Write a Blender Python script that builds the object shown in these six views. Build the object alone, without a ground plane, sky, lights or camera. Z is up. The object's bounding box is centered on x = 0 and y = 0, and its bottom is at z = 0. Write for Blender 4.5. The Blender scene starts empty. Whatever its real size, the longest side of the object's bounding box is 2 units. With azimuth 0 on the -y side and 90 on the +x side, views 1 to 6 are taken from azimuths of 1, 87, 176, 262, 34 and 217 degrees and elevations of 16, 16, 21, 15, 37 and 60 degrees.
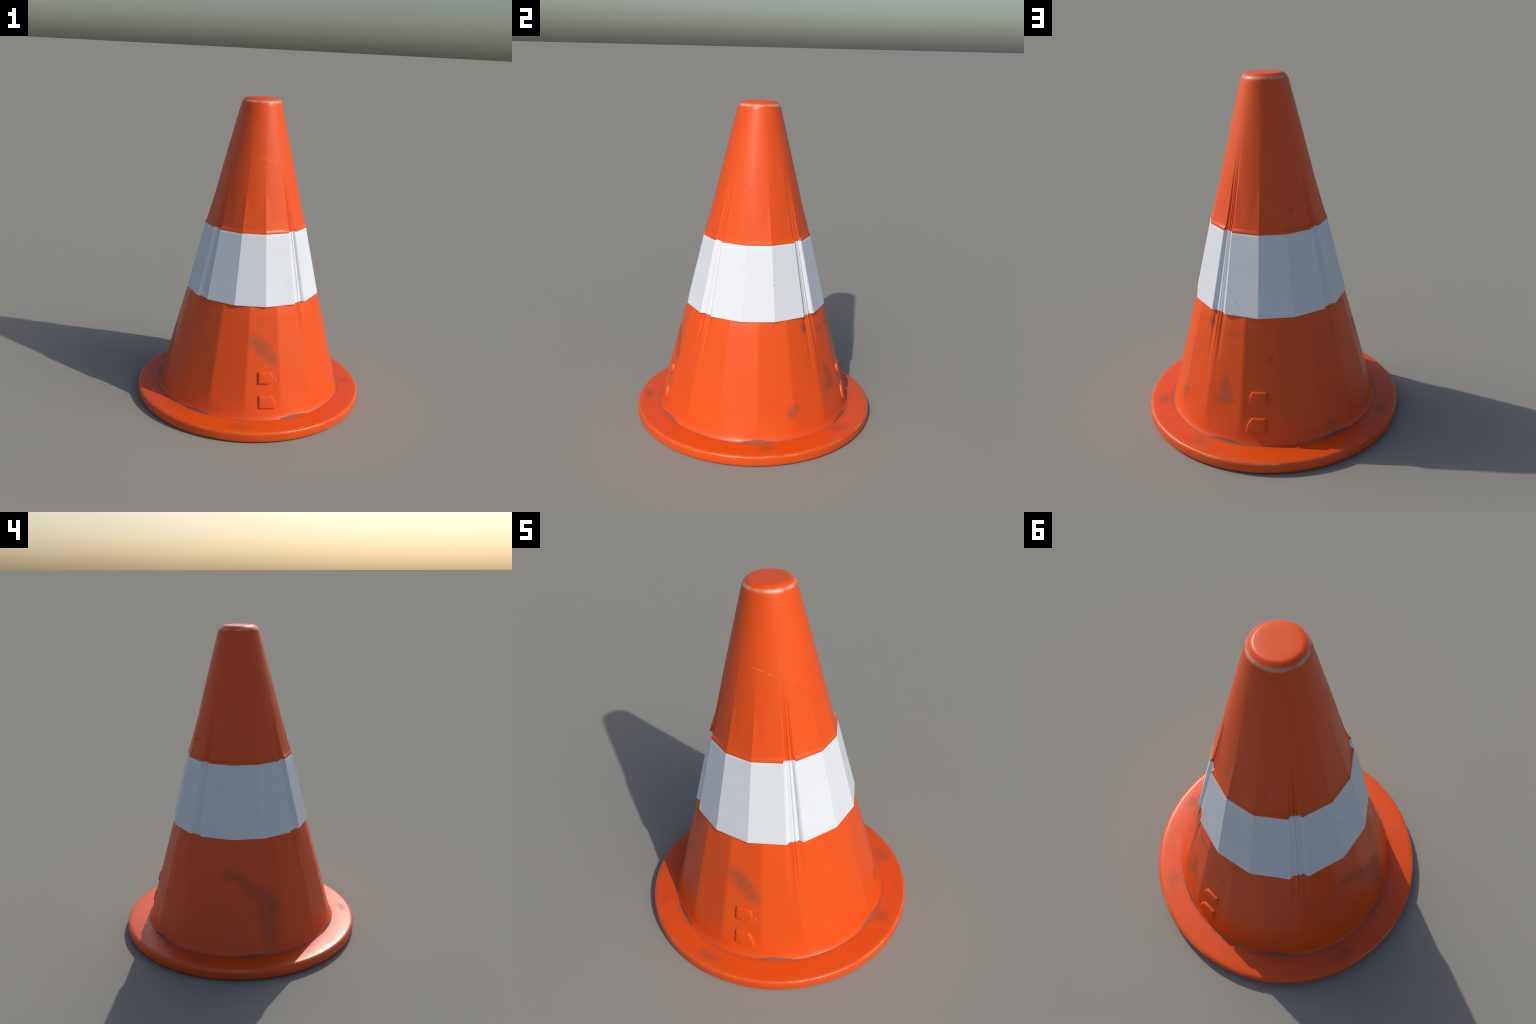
"""Weathered orange road cone: round base flange, faceted lower section,
white reflective sleeve with four ribbed seams, upper section rounding to a flat top."""
import bpy, math
from math import radians, cos, sin, tan, pi

# ------------------------------------------------------------------ helpers
def lerp(a, b, t): return a + (b - a) * t
def sstep(a, b, x):
    t = min(1.0, max(0.0, (x - a) / (b - a)))
    return t * t * (3 - 2 * t)
def knots(tab, x):
    if x <= tab[0][0]: return tab[0][1]
    for (x0, y0), (x1, y1) in zip(tab, tab[1:]):
        if x <= x1: return lerp(y0, y1, (x - x0) / (x1 - x0))
    return tab[-1][1]
def smax(a, b, k):
    h = max(k - abs(a - b), 0.0) / k
    return max(a, b) + h * h * k * 0.25

# ------------------------------------------------------------------ cross-section rules
SEAM_HALF = 6.35            # half width of a ribbed seam, degrees
FACET = 12.85               # first facet corner away from an axis, degrees
SLEEVE_CORNERS = sorted([q * 90 + s for q in range(4)
                         for s in (-FACET, FACET, 45 - SEAM_HALF, 45 + SEAM_HALF)])
BODY_CORNERS = [22.5 * i for i in range(17)]

def polygon_shape(corners, deg):
    """radius of a polygon with unit corner radius in direction deg"""
    c = [x % 360 for x in corners]
    c = sorted(set(round(x, 4) for x in c))
    c = c + [c[0] + 360]
    d = deg % 360
    if d < c[0]: d += 360
    for a, b in zip(c, c[1:]):
        if a <= d <= b:
            m, h = (a + b) / 2, (b - a) / 2
            return cos(radians(h)) / cos(radians(d - m))
    return 1.0

def seam_offset(deg):
    """signed degrees to the nearest seam (seams stand on the diagonals)"""
    return ((deg - 45 + 45) % 90) - 45

# depth across a seam: wall, floor, rib, notch, rib, wide channel, wall
SEAM_PROFILE = [(0, 0), (.03, .001), (.20, .0150), (.27, .0155), (.41, .0125), (.44, .0135), (.485, .0190),
                (.53, .0135), (.565, .0115), (.60, .0120), (.72, .0180), (.77, .0170), (.84, .0065), (.92, .0015), (1, 0)]
def seam_half(z):
    """the seam keeps nearly the same width in metres, so its angle narrows upwards"""
    return knots([(.76, SEAM_HALF), (1.2, 5.2), (1.7, 4.6)], z)
def sleeve_shape(deg, h):
    """unit polygon of the sleeve with seam facets of half width h"""
    a = abs(((deg + 45) % 90) - 45)
    if a < FACET: m, w = 0.0, FACET
    elif a < 45 - h: m, w = (FACET + 45 - h) / 2, (45 - h - FACET) / 2
    else: m, w = 45.0, h
    return cos(radians(w)) / cos(radians(a - m))
def seam_depth(deg, h):
    f = (seam_offset(deg) + h) / (2 * h)
    if f <= 0 or f >= 1: return 0.0
    return knots(SEAM_PROFILE, f)

# seam as it prints through the orange plastic: softer, with a sharp centre notch
SOFT_PROFILE = [(-.35, 0), (0, .0015), (.05, .003), (.12, .0075), (.25, .0085), (.38, .0045), (.42, .0050), (.485, .0100),
                (.53, .0055), (.565, .0045), (.66, .0050), (.72, .0085), (.78, .0080), (.9, .0035), (1.0, .0015), (1.35, 0)]
def soft_seam(deg, h):
    return knots(SOFT_PROFILE, (seam_offset(deg) + h) / (2 * h))

BODY16 = {}
def angles():
    s = set(round(i * 0.5, 3) for i in range(720))
    for k in range(4):
        for i in range(161):
            s.add(round((45 + 90 * k - 8 + i * 0.1) % 360, 3))
    for c in SLEEVE_CORNERS + BODY_CORNERS[:-1]:
        for e in (-.18, 0, .18):
            s.add(round((c + e) % 360, 3))
    return sorted(s)
TH = angles()
for d in TH:
    BODY16[d] = sum(polygon_shape(BODY_CORNERS, d + o) for o in (-1.0, -.6, -.2, .2, .6, 1.0)) / 6

# ------------------------------------------------------------------ radius laws
LOWER_CORNER = [(.07, .6155), (.285, .5595), (.50, .5030), (.70, .4495), (.765, .4285), (.80, .415)]
def r_lower(d, z):
    rv = knots(LOWER_CORNER, z)
    w = .80 * sstep(.07, .24, z)                 # facets melt into a round foot
    shape = lerp(.992, BODY16[d], w)
    fade = sstep(.36, .74, z)
    r = rv * shape - soft_seam(d, SEAM_HALF) * fade
    if z < .135:                                 # concave foot fillet
        t = (.135 - z) / .062
        r += .010 * max(0, t) ** 5.0
    return r

SLEEVE_TOP, SLEEVE_TAPER = .3345, .2450
def r_sleeve(d, z):
    rv = SLEEVE_TOP + SLEEVE_TAPER * (1.196 - z)
    k = lerp(1.0, .85, (z - .76) / .44)
    h = seam_half(z)
    return rv * sleeve_shape(d, h) - seam_depth(d, h) * k

UPPER_CORNER = [(1.19, .3358), (1.205, .3300), (1.25, .3160), (1.385, .2775), (1.415, .2695), (1.430, .2625), (1.46, .2450), (2.0, .10)]
def r_upper(d, z):
    rc = .1268 + .2560 * (1.97 - z)
    w = .38 * (1 - sstep(1.40, 1.97, z))
    h = seam_half(z)
    facet = sleeve_shape(d, h)
    cone = (rc - .0015 * (1 - sstep(1.40, 1.55, z))) * lerp(1.0, facet * 1.006, w)
    poly = knots(UPPER_CORNER, z) * facet
    r = smax(cone, poly, .0006)
    off = abs(seam_offset(d))
    fade = 1 - sstep(1.22, 1.66, z)
    r -= soft_seam(d, h) * fade * 1.05
    dip = .0050 * (1 - sstep(5, 22, off)) * (1 - sstep(1.2, 1.5, z))
    r -= dip
    if z < 1.216 and off > h - .4:       # lip that stands out to the sleeve
        lip = (SLEEVE_TOP + SLEEVE_TAPER * (1.196 - z)) * facet + .0008
        t = (1 - sstep(1.203, 1.216, z)) * sstep(h - .4, h + .1, off)
        r = lerp(r, max(lip, r), t)
    return r

# ------------------------------------------------------------------ mesh builders
root = bpy.data.objects.new("traffic_cone", None)
root.empty_display_size = 0.2
bpy.context.scene.collection.objects.link(root)
root["label"] = "weathered orange road cone with white reflective band"
root["category"] = "traffic cone"

def add_object(name, verts, faces, mat, smooth=True):
    me = bpy.data.meshes.new(name)
    me.from_pydata(verts, [], faces)
    me.update()
    if smooth:
        me.polygons.foreach_set("use_smooth", [True] * len(me.polygons))
    me.materials.append(mat)
    ob = bpy.data.objects.new(name, me)
    bpy.context.scene.collection.objects.link(ob)
    ob.parent = root
    return ob

def lathe(name, rows, mat, thetas=TH):
    """rows: list of functions deg -> (r, z), ordered from the bottom up; ends are closed"""
    n = len(thetas)
    cs = [(cos(radians(t)), sin(radians(t))) for t in thetas]
    verts, faces = [], []
    for row in rows:
        for d, (c, s) in zip(thetas, cs):
            r, z = row(d)
            verts.append((r * c, r * s, z))
    for j in range(len(rows) - 1):
        a, b = j * n, (j + 1) * n
        for i in range(n):
            k = (i + 1) % n
            faces.append((a + i, a + k, b + k, b + i))
    zb = sum(v[2] for v in verts[:n]) / n
    zt = sum(v[2] for v in verts[-n:]) / n
    verts += [(0, 0, zb), (0, 0, zt)]
    cb, ct, last = len(verts) - 2, len(verts) - 1, (len(rows) - 1) * n
    for i in range(n):
        k = (i + 1) % n
        faces.append((cb, k, i))
        faces.append((ct, last + i, last + k))
    return add_object(name, verts, faces, mat)

# ------------------------------------------------------------------ materials
class Net:
    def __init__(self, name):
        self.mat = bpy.data.materials.new(name)
        self.mat.use_nodes = True
        self.t = self.mat.node_tree
        self.t.nodes.clear()
    def node(self, kind, **kw):
        n = self.t.nodes.new(kind)
        for k, v in kw.items(): setattr(n, k, v)
        return n
    def link(self, a, b): self.t.links.new(a, b)
    def put(self, sock, v):
        if isinstance(v, bpy.types.NodeSocket): self.link(v, sock)
        else: sock.default_value = v
    def math(self, op, a, b=None, c=None, clamp=False):
        n = self.node("ShaderNodeMath", operation=op, use_clamp=clamp)
        for s, v in zip(n.inputs, (a, b, c)):
            if v is not None: self.put(s, v)
        return n.outputs[0]
    def ramp(self, v, a, b, lo=0.0, hi=1.0):
        n = self.node("ShaderNodeMapRange", interpolation_type='SMOOTHSTEP')
        for s, x in zip(n.inputs, (v, a, b, lo, hi)): self.put(s, x)
        return n.outputs[0]
    def noise(self, vec, scale, detail=3.0, rough=.55):
        n = self.node("ShaderNodeTexNoise")
        self.put(n.inputs["Vector"], vec)
        n.inputs["Scale"].default_value = scale
        n.inputs["Detail"].default_value = detail
        n.inputs["Roughness"].default_value = rough
        return n
    def mix(self, f, a, b):
        n = self.node("ShaderNodeMix", data_type='RGBA')
        self.put(n.inputs[0], f); self.put(n.inputs[6], a); self.put(n.inputs[7], b)
        return n.outputs[2]
    def vec(self, x, y, z=0.0):
        n = self.node("ShaderNodeCombineXYZ")
        for s, v in zip(n.inputs, (x, y, z)): self.put(s, v)
        return n.outputs[0]
    def vmath(self, op, a, b=None, scale=None):
        n = self.node("ShaderNodeVectorMath", operation=op)
        self.put(n.inputs[0], a)
        if b is not None: self.put(n.inputs[1], b)
        if scale is not None: n.inputs["Scale"].default_value = scale
        return n.outputs["Value"] if op == 'LENGTH' else n.outputs["Vector"]

CUT = 35.0
def wrap(a):
    """angles on the unrolled surface run from -145 to 215 degrees"""
    a = a % 360
    return a - 360 if a > 215 else a

class Surface(Net):
    """unrolled surface: u = angle * reference radius, v = height (or radius on the flange)"""
    def __init__(self, name, ref, use_radius=False):
        super().__init__(name)
        self.ref = ref
        tc = self.node("ShaderNodeTexCoord")
        self.obj = tc.outputs["Object"]
        rot = self.node("ShaderNodeVectorRotate", rotation_type='Z_AXIS')
        self.link(self.obj, rot.inputs["Vector"])
        rot.inputs["Angle"].default_value = radians(-CUT)
        s = self.node("ShaderNodeSeparateXYZ"); self.link(rot.outputs[0], s.inputs[0])
        self.z = s.outputs[2]
        ang = self.math('ARCTAN2', s.outputs[1], s.outputs[0])
        self.ang = self.math('ADD', ang, radians(CUT))
        self.rad = self.math('SQRT', self.math('ADD', self.math('MULTIPLY', s.outputs[0], s.outputs[0]),
                                               self.math('MULTIPLY', s.outputs[1], s.outputs[1])))
        u = self.math('MULTIPLY', self.ang, ref)
        self.flat = self.vec(u, self.rad if use_radius else self.z)
        self.fine = self.noise(self.obj, 60, 4)
        coarse = self.noise(self.obj, 14, 4, .62)
        self.mottle = self.noise(self.obj, 26, 5, .65)
        off = self.vmath('SUBTRACT', coarse.outputs["Color"], (.5, .5, .5))
        self.warp = self.vmath('ADD', self.flat, self.vmath('SCALE', off, scale=.045))
        off2 = self.vmath('SUBTRACT', self.fine.outputs["Color"], (.5, .5, .5))
        self.jitter = self.vmath('ADD', self.flat, self.vmath('SCALE', off2, scale=.007))
    def ellipse(self, vec, deg, v, hu, hv, rot=0.0, soft=1.0):
        m = self.node("ShaderNodeMapping", vector_type='TEXTURE')
        self.link(vec, m.inputs["Vector"])
        m.inputs["Location"].default_value = (radians(wrap(deg)) * self.ref, v, 0)
        m.inputs["Rotation"].default_value = (0, 0, radians(rot))
        m.inputs["Scale"].default_value = (hu, hv, 1)
        return self.ramp(self.vmath('LENGTH', m.outputs[0]), 1.0, 1.0 - soft)
    def union(self, masks):
        out = None
        for m in masks: out = m if out is None else self.math('MAXIMUM', out, m)
        return out
    def smudges(self, lst):
        """lst of (angle, height, half width, half height, tilt, strength)"""
        ms = []
        for d, v, hu, hv, rot, k in lst:
            ms.append(self.math('MULTIPLY', self.ellipse(self.warp, d, v, hu * 1.45, hv * 1.45, rot), k))
        clear = None                                # overlapping smudges build up
        for m in ms:
            c = self.math('SUBTRACT', 1.0, m)
            clear = c if clear is None else self.math('MULTIPLY', clear, c)
        m = self.math('SUBTRACT', 1.0, clear)
        return self.math('MULTIPLY', m, self.ramp(self.mottle.outputs[0], .25, .70, .65, 1.05), clamp=True)
    def scratches(self, lst):
        """lst of (angle, height, angle, height, half thickness, strength)"""
        ms = []
        for a0, v0, a1, v1, w, k in lst:
            u0, u1 = radians(wrap(a0)) * self.ref, radians(wrap(a1)) * self.ref
            ln = math.hypot(u1 - u0, v1 - v0) / 2 * 1.22
            e = self.ellipse(self.jitter, math.degrees((u0 + u1) / 2 / self.ref), (v0 + v1) / 2, ln, w,
                             math.degrees(math.atan2(v1 - v0, u1 - u0)), .8)
            ms.append(self.math('MULTIPLY', e, k))
        m = self.union(ms)
        return self.math('MULTIPLY', m, self.ramp(self.fine.outputs[0], .35, .6, .55, 1.0), clamp=True)
    def finish(self, color, rough, ior=1.5, bump_h=None, bump_d=.0006):
        p = self.node("ShaderNodeBsdfPrincipled")
        self.put(p.inputs["Base Color"], color)
        self.put(p.inputs["Roughness"], rough)
        p.inputs["IOR"].default_value = ior
        h = self.noise(self.obj, 9, 4).outputs[0] if bump_h is None else bump_h
        b = self.node("ShaderNodeBump")
        b.inputs["Strength"].default_value = .25
        b.inputs["Distance"].default_value = bump_d
        self.link(h, b.inputs["Height"])
        self.link(b.outputs[0], p.inputs["Normal"])
        o = self.node("ShaderNodeOutputMaterial")
        self.link(p.outputs[0], o.inputs[0])
        return self.mat

ORANGE = (.885, .092, .0045, 1)
ORANGE_B = (.86, .097, .006, 1)
GRIME = (.120, .078, .045, 1)
PALE = (.62, .50, .44, 1)
WHITE = (.800, .852, .905, 1)

def orange_base(s):
    n = s.noise(s.obj, 5, 5, .6)
    return s.mix(s.ramp(n.outputs[0], .38, .68), ORANGE, ORANGE_B)

def orange_rough(s, dirt):
    r = s.ramp(s.noise(s.obj, 7, 5).outputs[0], .3, .7, .34, .42)
    return s.math('ADD', r, s.math('MULTIPLY', dirt, .25))

def make_lower():
    s = Surface("orange_plastic_scuffed", .5)
    c = orange_base(s)
    dirt = s.smudges([
        (274, .560, .050, .045, -38, .45), (279, .520, .080, .062, -48, .52), (284, .475, .075, .052, -48, .52), (288, .440, .040, .040, -50, .38),
        (38.6, .692, .032, .042, 0, 1.0), (57, .655, .045, .020, 5, .45), (65, .665, .050, .018, 0, .38),
        (85.2, .543, .026, .020, 30, .62),
        (56, .395, .030, .045, 0, .62), (58, .335, .045, .055, 0, .55), (56.5, .280, .035, .030, 0, .55),
        (52, .300, .030, .035, 0, .45), (62, .300, .035, .025, 0, .35),
        (21, .225, .028, .050, -10, .75), (25, .245, .030, .020, 0, .45),
        (164, .550, .050, .040, -15, .55), (171, .535, .070, .036, -20, .42), (178, .490, .046, .072, 35, .46),
        (185, .435, .080, .058, -10, .46), (192, .400, .066, .078, 20, .50), (194.5, .330, .060, .085, 0, .48),
        (187.5, .325, .075, .075, 0, .40), (191.5, .240, .062, .095, 5, .44), (192, .150, .058, .085, 0, .38),
        (119, .130, .030, .035, 30, .40), (104, .140, .018, .030, 0, .35), (132, .620, .020, .050, 0, .30)])
    marks = s.scratches([
        (27.5, .560, 31.5, .520, .0045, .9), (29.5, .530, 31.5, .505, .0035, .8), (22.5, .552, 24.6, .540, .003, .7),
        (36.6, .462, 39.5, .446, .005, .85), (36.8, .455, 37.2, .465, .004, .8), (39.3, .452, 38.8, .440, .004, .8),
        (38.2, .440, 38.4, .425, .003, .5), (34, .575, 34.5, .568, .004, .5),
        (339.3, .446, 358.9, .366, .0016, .45), (3.3, .690, 7.0, .461, .0014, .22), (327.8, .590, 336.3, .690, .0014, .20),
        (261.8, .164, 262.2, .130, .0030, .6), (324.5, .120, 325.2, .108, .0045, .7), (331, .096, 332, .090, .0045, .6),
        (318, .27, 320, .24, .0016, .4), (300, .20, 300.6, .18, .002, .4), (12, .31, 20, .25, .0014, .35),
        (281, .555, 284, .52, .0022, .55), (283, .525, 287, .49, .0020, .5)])
    pale = s.scratches([
        (289.6, .336, 289.5, .298, .0026, .9), (115.8, .545, 114.8, .500, .0026, .8), (112.8, .475, 113.4, .45, .0016, .4),
        (262.5, .162, 262.9, .135, .0020, .5)])
    # dark lens-shaped patches where the foot meets the flange, six round the cone
    k = s.math('MODULO', s.math('ADD', s.ang, radians(150 + 360)), radians(60))
    du = s.math('ABSOLUTE', s.math('SUBTRACT', k, radians(30)))
    wav = s.math('MULTIPLY', s.math('SUBTRACT', s.noise(s.obj, 18, 3).outputs[0], .5), .007)
    top = s.math('ADD', s.math('MULTIPLY_ADD', du, -.075, .0915), wav)
    dark_lens = s.ramp(s.math('SUBTRACT', top, s.z), -.0010, .0025)
    dark_lens = s.math('MULTIPLY', dark_lens, s.ramp(du, radians(10.5), radians(7.5)))
    seamline = s.ramp(s.z, .0825, .0765)
    c = s.mix(s.math('MULTIPLY', dirt, .80), c, GRIME)
    c = s.mix(s.math('MULTIPLY', marks, .85), c, (.10, .07, .045, 1))
    c = s.mix(s.math('MULTIPLY', pale, .75), c, PALE)
    c = s.mix(s.math('MULTIPLY', dark_lens, .72), c, (.115, .090, .078, 1))
    c = s.mix(s.math('MULTIPLY', seamline, .35), c, (.16, .10, .07, 1))
    rough = s.math('ADD', orange_rough(s, dirt), s.math('MULTIPLY', dark_lens, .35))
    return s.finish(c, rough)

def make_upper():
    s = Surface("orange_plastic_top", .22)
    c = orange_base(s)
    dirt = s.smudges([
        (90, 1.897, .008, .011, 0, .8), (111.3, 1.316, .0065, .010, 0, .75), (110, 1.372, .018, .022, 0, .16),
        (19.6, 1.80, .007, .010, 0, .35), (76, 1.30, .03, .05, 0, .18), (200, 1.70, .04, .06, 0, .16)])
    marks = s.scratches([
        (329, 1.557, 337, 1.530, .0022, .7), (338, 1.528, 345, 1.508, .0026, .75), (345, 1.512, 350, 1.495, .0026, .8),
        (355, 1.618, 361, 1.600, .0020, .6), (347, 1.505, 348.5, 1.488, .0020, .6), (12, 1.57, 24, 1.49, .0012, .4),
        (302, 1.27, 296, 1.21, .0014, .4), (110, 1.516, 110.8, 1.508, .003, .5)])
    pale = s.scratches([
        (271.5, 1.644, 284, 1.641, .0022, .75), (283, 1.642, 296, 1.626, .0022, .75), (294, 1.630, 308, 1.603, .0020, .65),
        (279.6, 1.615, 280.4, 1.530, .0030, .35), (30, 1.633, 40.5, 1.587, .0016, .5), (20, 1.49, 26, 1.47, .0020, .5),
        (289, 1.53, 290.5, 1.505, .0018, .5), (75, 1.570, 78, 1.568, .0020, .5), (166, 1.30, 160, 1.26, .0014, .35),
        (295, 1.29, 288, 1.22, .0016, .30)])
    # rubbed edge of the flat top
    n = s.noise(s.vec(s.math('MULTIPLY', s.ang, .25), s.math('MULTIPLY', s.z, 1.5)), 9, 4, .6)
    lo = s.math('MULTIPLY_ADD', n.outputs[0], -.015, 1.9815)
    rub = s.math('MULTIPLY', s.ramp(s.math('SUBTRACT', s.z, lo), -.005, .005), s.ramp(s.z, 1.9895, 1.9805))
    rub = s.math('MULTIPLY', rub, s.ramp(n.outputs[0], .36, .58, .35, 1.0))
    tan_edge = s.math('MULTIPLY', s.ramp(s.math('SUBTRACT', s.z, lo), -.008, .000), s.ramp(s.z, 1.988, 1.978))
    c = s.mix(s.math('MULTIPLY', dirt, .8), c, GRIME)
    c = s.mix(s.math('MULTIPLY', marks, .8), c, (.12, .08, .05, 1))
    c = s.mix(s.math('MULTIPLY', pale, .6), c, PALE)
    c = s.mix(s.math('MULTIPLY', tan_edge, .35), c, (.75, .20, .035, 1))
    c = s.mix(s.math('MULTIPLY', rub, .55), c, (.74, .60, .53, 1))
    return s.finish(c, orange_rough(s, dirt))

def make_flange():
    s = Surface("orange_plastic_base", .68, True)
    c = orange_base(s)
    top_only = s.ramp(s.z, .050, .062)
    dirt = s.smudges([
        (268, .692, .080, .040, 0, .60), (4, .672, .065, .042, 0, .66), (49, .678, .080, .042, 10, .58),
        (152.5, .690, .075, .036, 0, .60), (15.5, .660, .020, .016, 30, .30), (24, .70, .06, .02, 0, .14), (345, .69, .05, .02, 0, .18),
        (110, .70, .06, .02, 0, .22), (225, .70, .05, .02, 0, .25)])
    dirt = s.math('MULTIPLY', dirt, top_only)
    # rubbed upper rim: broken pale line
    along = s.vec(s.math('MULTIPLY', s.ang, .68), s.math('MULTIPLY', s.z, 6.0))
    n = s.noise(along, 7, 5, .7)
    n2 = s.noise(along, 34, 4, .7)
    ring = s.math('MULTIPLY', s.ramp(s.rad, .7480, .7520), s.ramp(s.z, .0540, .0610))
    chip = s.math('MULTIPLY', ring, s.ramp(n2.outputs[0], .56, .64))
    chip = s.math('MULTIPLY', chip, s.ramp(n.outputs[0], .42, .6))
    worn = s.math('MULTIPLY', ring, s.ramp(n.outputs[0], .45, .62))
    side = s.noise(s.vec(s.math('MULTIPLY', s.ang, .68), s.math('MULTIPLY', s.z, 9.0)), 5, 5, .65)
    streak = s.math('MULTIPLY', s.ramp(side.outputs[0], .54, .72), s.ramp(s.z, .058, .045))
    crease = s.math('MULTIPLY', s.ramp(s.rad, .645, .628), s.ramp(s.mottle.outputs[0], .35, .6))
    c = s.mix(s.math('MULTIPLY', dirt, .75), c, GRIME)
    c = s.mix(s.math('MULTIPLY', streak, .45), c, (.30, .11, .035, 1))
    c = s.mix(s.math('MULTIPLY', crease, .35), c, (.20, .10, .05, 1))
    c = s.mix(s.math('MULTIPLY', worn, .60), c, (.80, .26, .07, 1))
    c = s.mix(s.math('MULTIPLY', chip, .60), c, (.72, .58, .50, 1))
    return s.finish(c, orange_rough(s, dirt))

def make_white():
    s = Surface("white_reflective_sheet", .4)
    n = s.noise(s.obj, 6, 5, .6)
    c = s.mix(s.ramp(n.outputs[0], .35, .7), WHITE, (.785, .83, .875, 1))
    marks = s.scratches([
        (50.5, .925, 57, .855, .0036, .75), (56, .868, 64.5, .775, .0036, .70),
        (98.5, 1.163, 84, 1.056, .0022, .35), (63.6, 1.040, 55, .989, .0018, .35),
        (148, 1.100, 154, 1.045, .0030, .45), (153, 1.055, 160, .985, .0028, .42), (159, .995, 168, .895, .0026, .42),
        (167, .905, 184.5, .778, .0024, .40), (167, 1.045, 176, .965, .0024, .45), (175, .972, 190, .860, .0022, .45),
        (189, .870, 203, .763, .0022, .42), (203.5, 1.073, 192, .978, .0022, .45), (167.8, .849, 168.3, .840, .005, .5),
        (355.3, 1.163, 347.5, 1.075, .0016, .30), (347.3, 1.073, 341, 1.010, .0018, .45),
        (308.5, .932, 315.4, .983, .0020, .28), (293.8, .779, 310, .943, .0016, .25), (258.5, .82, 256, .81, .002, .3),
        (107, .84, 109, .81, .0022, .35), (112, 1.0, 112.4, .87, .0014, .25), (232, 1.0, 238, .90, .0016, .22)])
    specks = s.scratches([
        (12.4, .978, 13.3, .960, .006, .9), (11.8, .995, 12.2, .990, .004, .6), (19.0, .954, 19.5, .948, .005, .8),
        (350.4, .859, 350.8, .852, .005, .7), (20.5, .955, 20.9, .948, .004, .5), (317, .885, 317.5, .875, .004, .5),
        (346.9, 1.072, 347.6, 1.066, .004, .8), (345, 1.054, 345.5, 1.048, .003, .6), (79, .985, 79.4, .978, .004, .5)])
    soft_grey = s.smudges([(70, 1.03, .10, .05, 20, .35), (90, .98, .12, .10, 0, .25), (158, 1.07, .06, .07, 0, .35), (170, .95, .12, .12, 0, .22),
                      (190, .86, .06, .05, 0, .20), (240, .95, .10, .08, 0, .12)])
    c = s.mix(s.math('MULTIPLY', soft_grey, .30), c, (.50, .52, .54, 1))
    c = s.mix(s.math('MULTIPLY', marks, .75), c, (.26, .27, .28, 1))
    c = s.mix(s.math('MULTIPLY', specks, .8), c, (.25, .23, .20, 1))
    r = s.ramp(s.noise(s.obj, 7, 5).outputs[0], .3, .7, .34, .46)
    return s.finish(c, r)

def make_tab():
    s = Surface("orange_plastic_embossed", .5)
    return s.finish(orange_base(s), .40)

MAT_LOWER, MAT_UPPER, MAT_FLANGE, MAT_WHITE, MAT_TAB = make_lower(), make_upper(), make_flange(), make_white(), make_tab()

# ------------------------------------------------------------------ base flange
def const(r, z): return lambda d: (r, z)
FLANGE = [(.700, .0000), (.738, .0000), (.7460, .0012), (.7530, .0050), (.7580, .0105), (.7600, .0180), (.7602, .0300),
          (.7600, .0440), (.7594, .0530), (.7575, .0600), (.7540, .0645), (.7490, .0675), (.7430, .0692), (.7300, .0705),
          (.7000, .0720), (.6700, .0732), (.6400, .0740), (.6000, .0740), (.5600, .0740)]
lathe("base_flange", [const(r, z) for r, z in FLANGE], MAT_FLANGE, [i * .5 for i in range(720)])

# ------------------------------------------------------------------ lower section
zs = [.0730, .0745, .0765, .079, .082, .086, .090, .095, .100, .106, .113, .121, .130, .140]
zs += [.140 + (i + 1) * (.790 - .140) / 66 for i in range(66)]
lathe("lower_section", [(lambda d, z=z: (r_lower(d, z), z)) for z in zs], MAT_LOWER)

# ------------------------------------------------------------------ reflective sleeve
def sleeve_row(z, inset=0.0): return lambda d: (r_sleeve(d, z) - inset, z)
rows = [sleeve_row(.7575, .03), sleeve_row(.7575, .0018), sleeve_row(.7581, .0006), sleeve_row(.7595)]
rows += [sleeve_row(.764 + i * (1.196 - .764) / 24) for i in range(25)]
rows += [sleeve_row(1.1970, .001), sleeve_row(1.1975, .03)]
lathe("reflective_band", rows, MAT_WHITE)

# ------------------------------------------------------------------ upper section
def upper_row(z, inset=0.0): return lambda d: (r_upper(d, z) - inset, z)
rows = [upper_row(1.1930, .03), upper_row(1.1930, .0016), upper_row(1.1936, .0005)]
rows += [upper_row(z) for z in (1.1950, 1.1985, 1.2020, 1.205, 1.2075, 1.210, 1.2125, 1.215, 1.2175, 1.221)]
rows += [upper_row(1.221 + (i + 1) * (1.950 - 1.221) / 120) for i in range(120)]
TOP = [(.1300, 1.9550), (.1282, 1.9620), (.1264, 1.9680), (.1243, 1.9735), (.1213, 1.9790), (.1172, 1.9840),
       (.1125, 1.9880), (.1075, 1.9915), (.1035, 1.9945), (.1000, 1.9967), (.0965, 1.9983), (.0920, 1.9993), (.0860, 1.9998), (.0600, 2.0000)]
def top_row(r, z):
    return lambda d: (r * lerp(1.0, r_upper(d, 1.950) / .1312, 1 - sstep(1.950, 1.972, z)), z)
rows += [top_row(r, z) for r, z in TOP]
lathe("upper_section", rows, MAT_UPPER)

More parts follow.
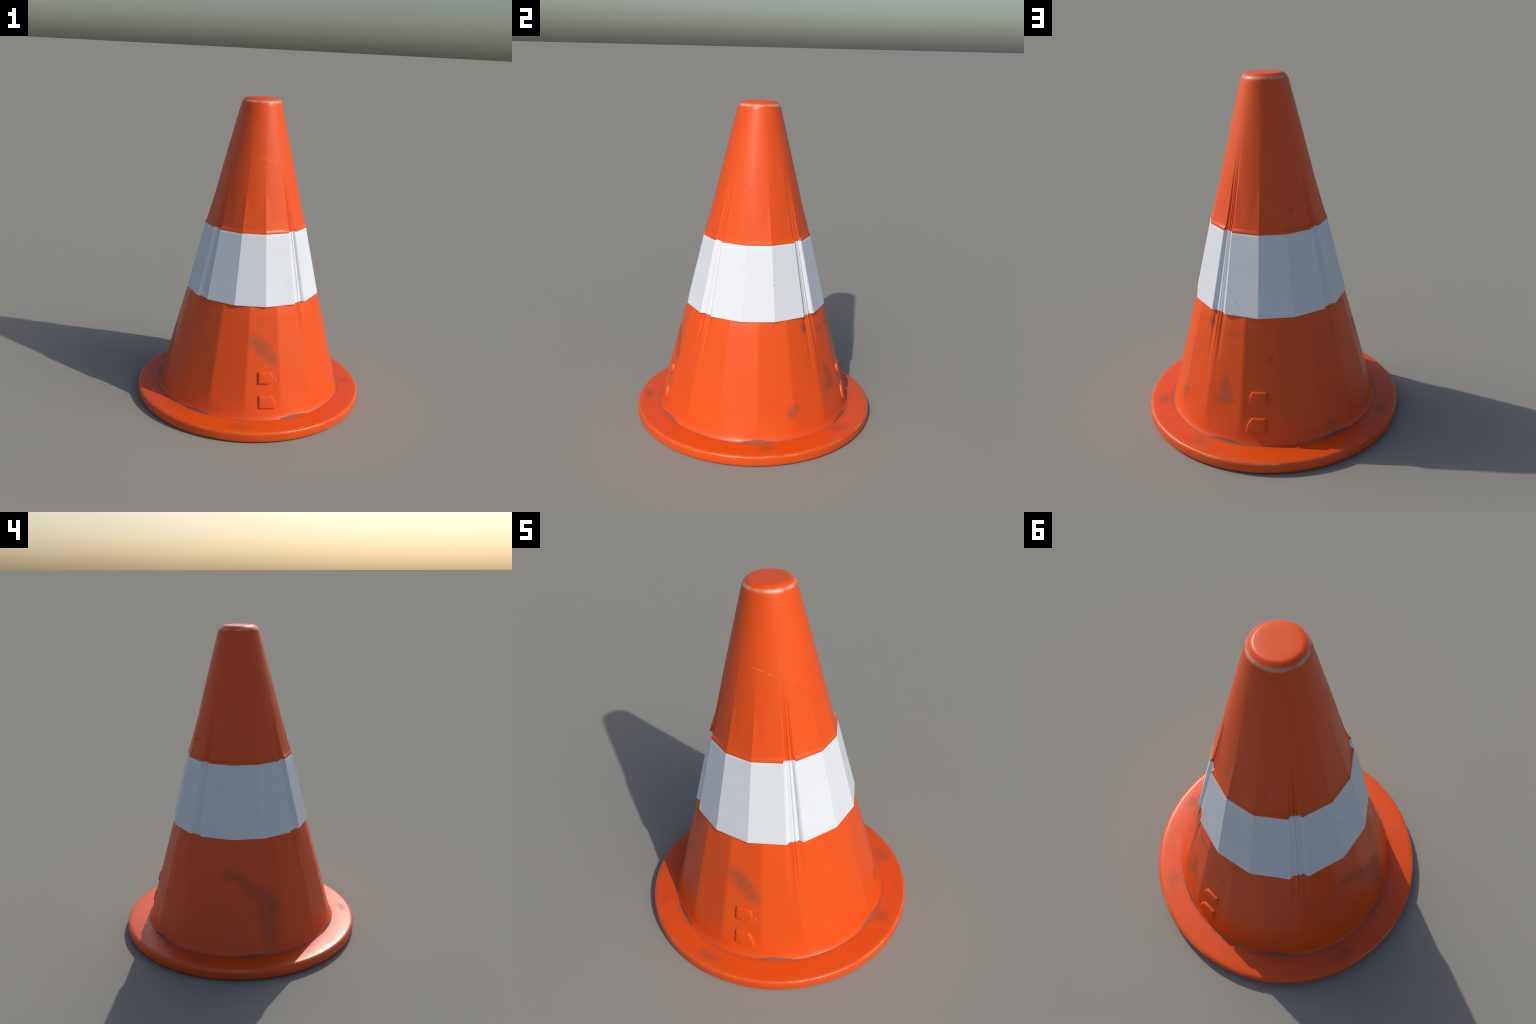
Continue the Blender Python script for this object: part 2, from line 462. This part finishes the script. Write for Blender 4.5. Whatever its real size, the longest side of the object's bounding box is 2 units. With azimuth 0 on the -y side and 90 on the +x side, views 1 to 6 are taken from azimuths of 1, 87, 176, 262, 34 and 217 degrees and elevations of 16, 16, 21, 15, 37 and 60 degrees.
# ------------------------------------------------------------------ embossed tabs
def tab_outline(w0, w1, h, tip, lower):
    """straight side, straight top, bulging far side; rounded corners; counter-clockwise in the facet plane"""
    pts = []
    def arc(cx, cy, r, a0, a1, n=6):
        for i in range(n + 1):
            a = radians(lerp(a0, a1, i / n)); pts.append((cx + r * cos(a), cy + r * sin(a)))
    r = .009
    arc(w0 + r, -h + r, r, 180, 270)
    if lower:                                       # far side leans out to its foot
        arc(w1 - .010, -h + .010, .010, 270, 350)
        for i in range(1, 9):
            t = i / 9; a = radians(lerp(0, 62, t))
            pts.append((lerp(w1, tip, 1 - cos(a * 1.45)), lerp(-h + .012, h - .006, sin(a) / sin(radians(62)))))
        arc(tip - .006, h - .006, .006, 40, 90, 3)
    else:                                           # far side is a blunt nose
        arc(tip - .012, -h + .010, .010, 270, 305, 3)
        for i in range(1, 10):
            t = i / 10
            pts.append((lerp(tip - .004, w1, math.sin(pi * t) ** .8 * .95), lerp(-h + .004, h - .004, t)))
        arc(tip - .006, h - .006, .006, 30, 90, 3)
    arc(w0 + .007, h - .007, .007, 90, 180)
    return pts

def embossed_tab(zc, pts, mirror, w0):
    ap = cos(radians(11.25))
    r0 = knots(LOWER_CORNER, zc) * (ap + .002)
    ca = radians(281.25)
    rad = (cos(ca), sin(ca)); tg = (-sin(ca), cos(ca))
    L = math.hypot(1, .27 * ap)
    up = (-.27 * ap / L, 1 / L); nr = (1 / L, .27 * ap / L)        # (radial, vertical)
    cx = sum(p[0] for p in pts) / len(pts); cy = sum(p[1] for p in pts) / len(pts)
    rings = [(-.001, -.012), (0, .002), (.0008, .0072), (.0020, .0100), (.0036, .0120), (.0056, .0130), (.0085, .0134)]
    verts, faces = [], []
    n = len(pts)
    for ins, h in rings:
        for x, y in pts:
            dx, dy = x - cx, y - cy
            l = math.hypot(dx, dy)
            slope = 1 + 1.8 * sstep(.25, 1.0, -dx / l)             # gentler ramp on the straight side
            k = max(0.0, 1 - ins * slope / l)
            px, py = cx + dx * k, cy + dy * k
            rr = r0 + up[0] * py + nr[0] * h
            zz = zc + up[1] * py + nr[1] * h
            X, Y = rr * rad[0] + px * tg[0], rr * rad[1] + px * tg[1]
            verts.append((X, -Y if mirror else Y, zz))
    for j in range(len(rings) - 1):
        for i in range(n):
            k = (i + 1) % n
            f = (j * n + i, j * n + k, (j + 1) * n + k, (j + 1) * n + i)
            faces.append(f[::-1] if mirror else f)
    top = tuple((len(rings) - 1) * n + i for i in range(n))
    faces.append(top[::-1] if mirror else top)
    return add_object("embossed_tab", verts, faces, MAT_TAB)

for mirror in (False, True):
    embossed_tab(.3275, tab_outline(-.0365, .0625, .0380, .0480, False), mirror, -.0365)
    embossed_tab(.1815, tab_outline(-.0330, .0790, .0420, .0500, True), mirror, -.0330)
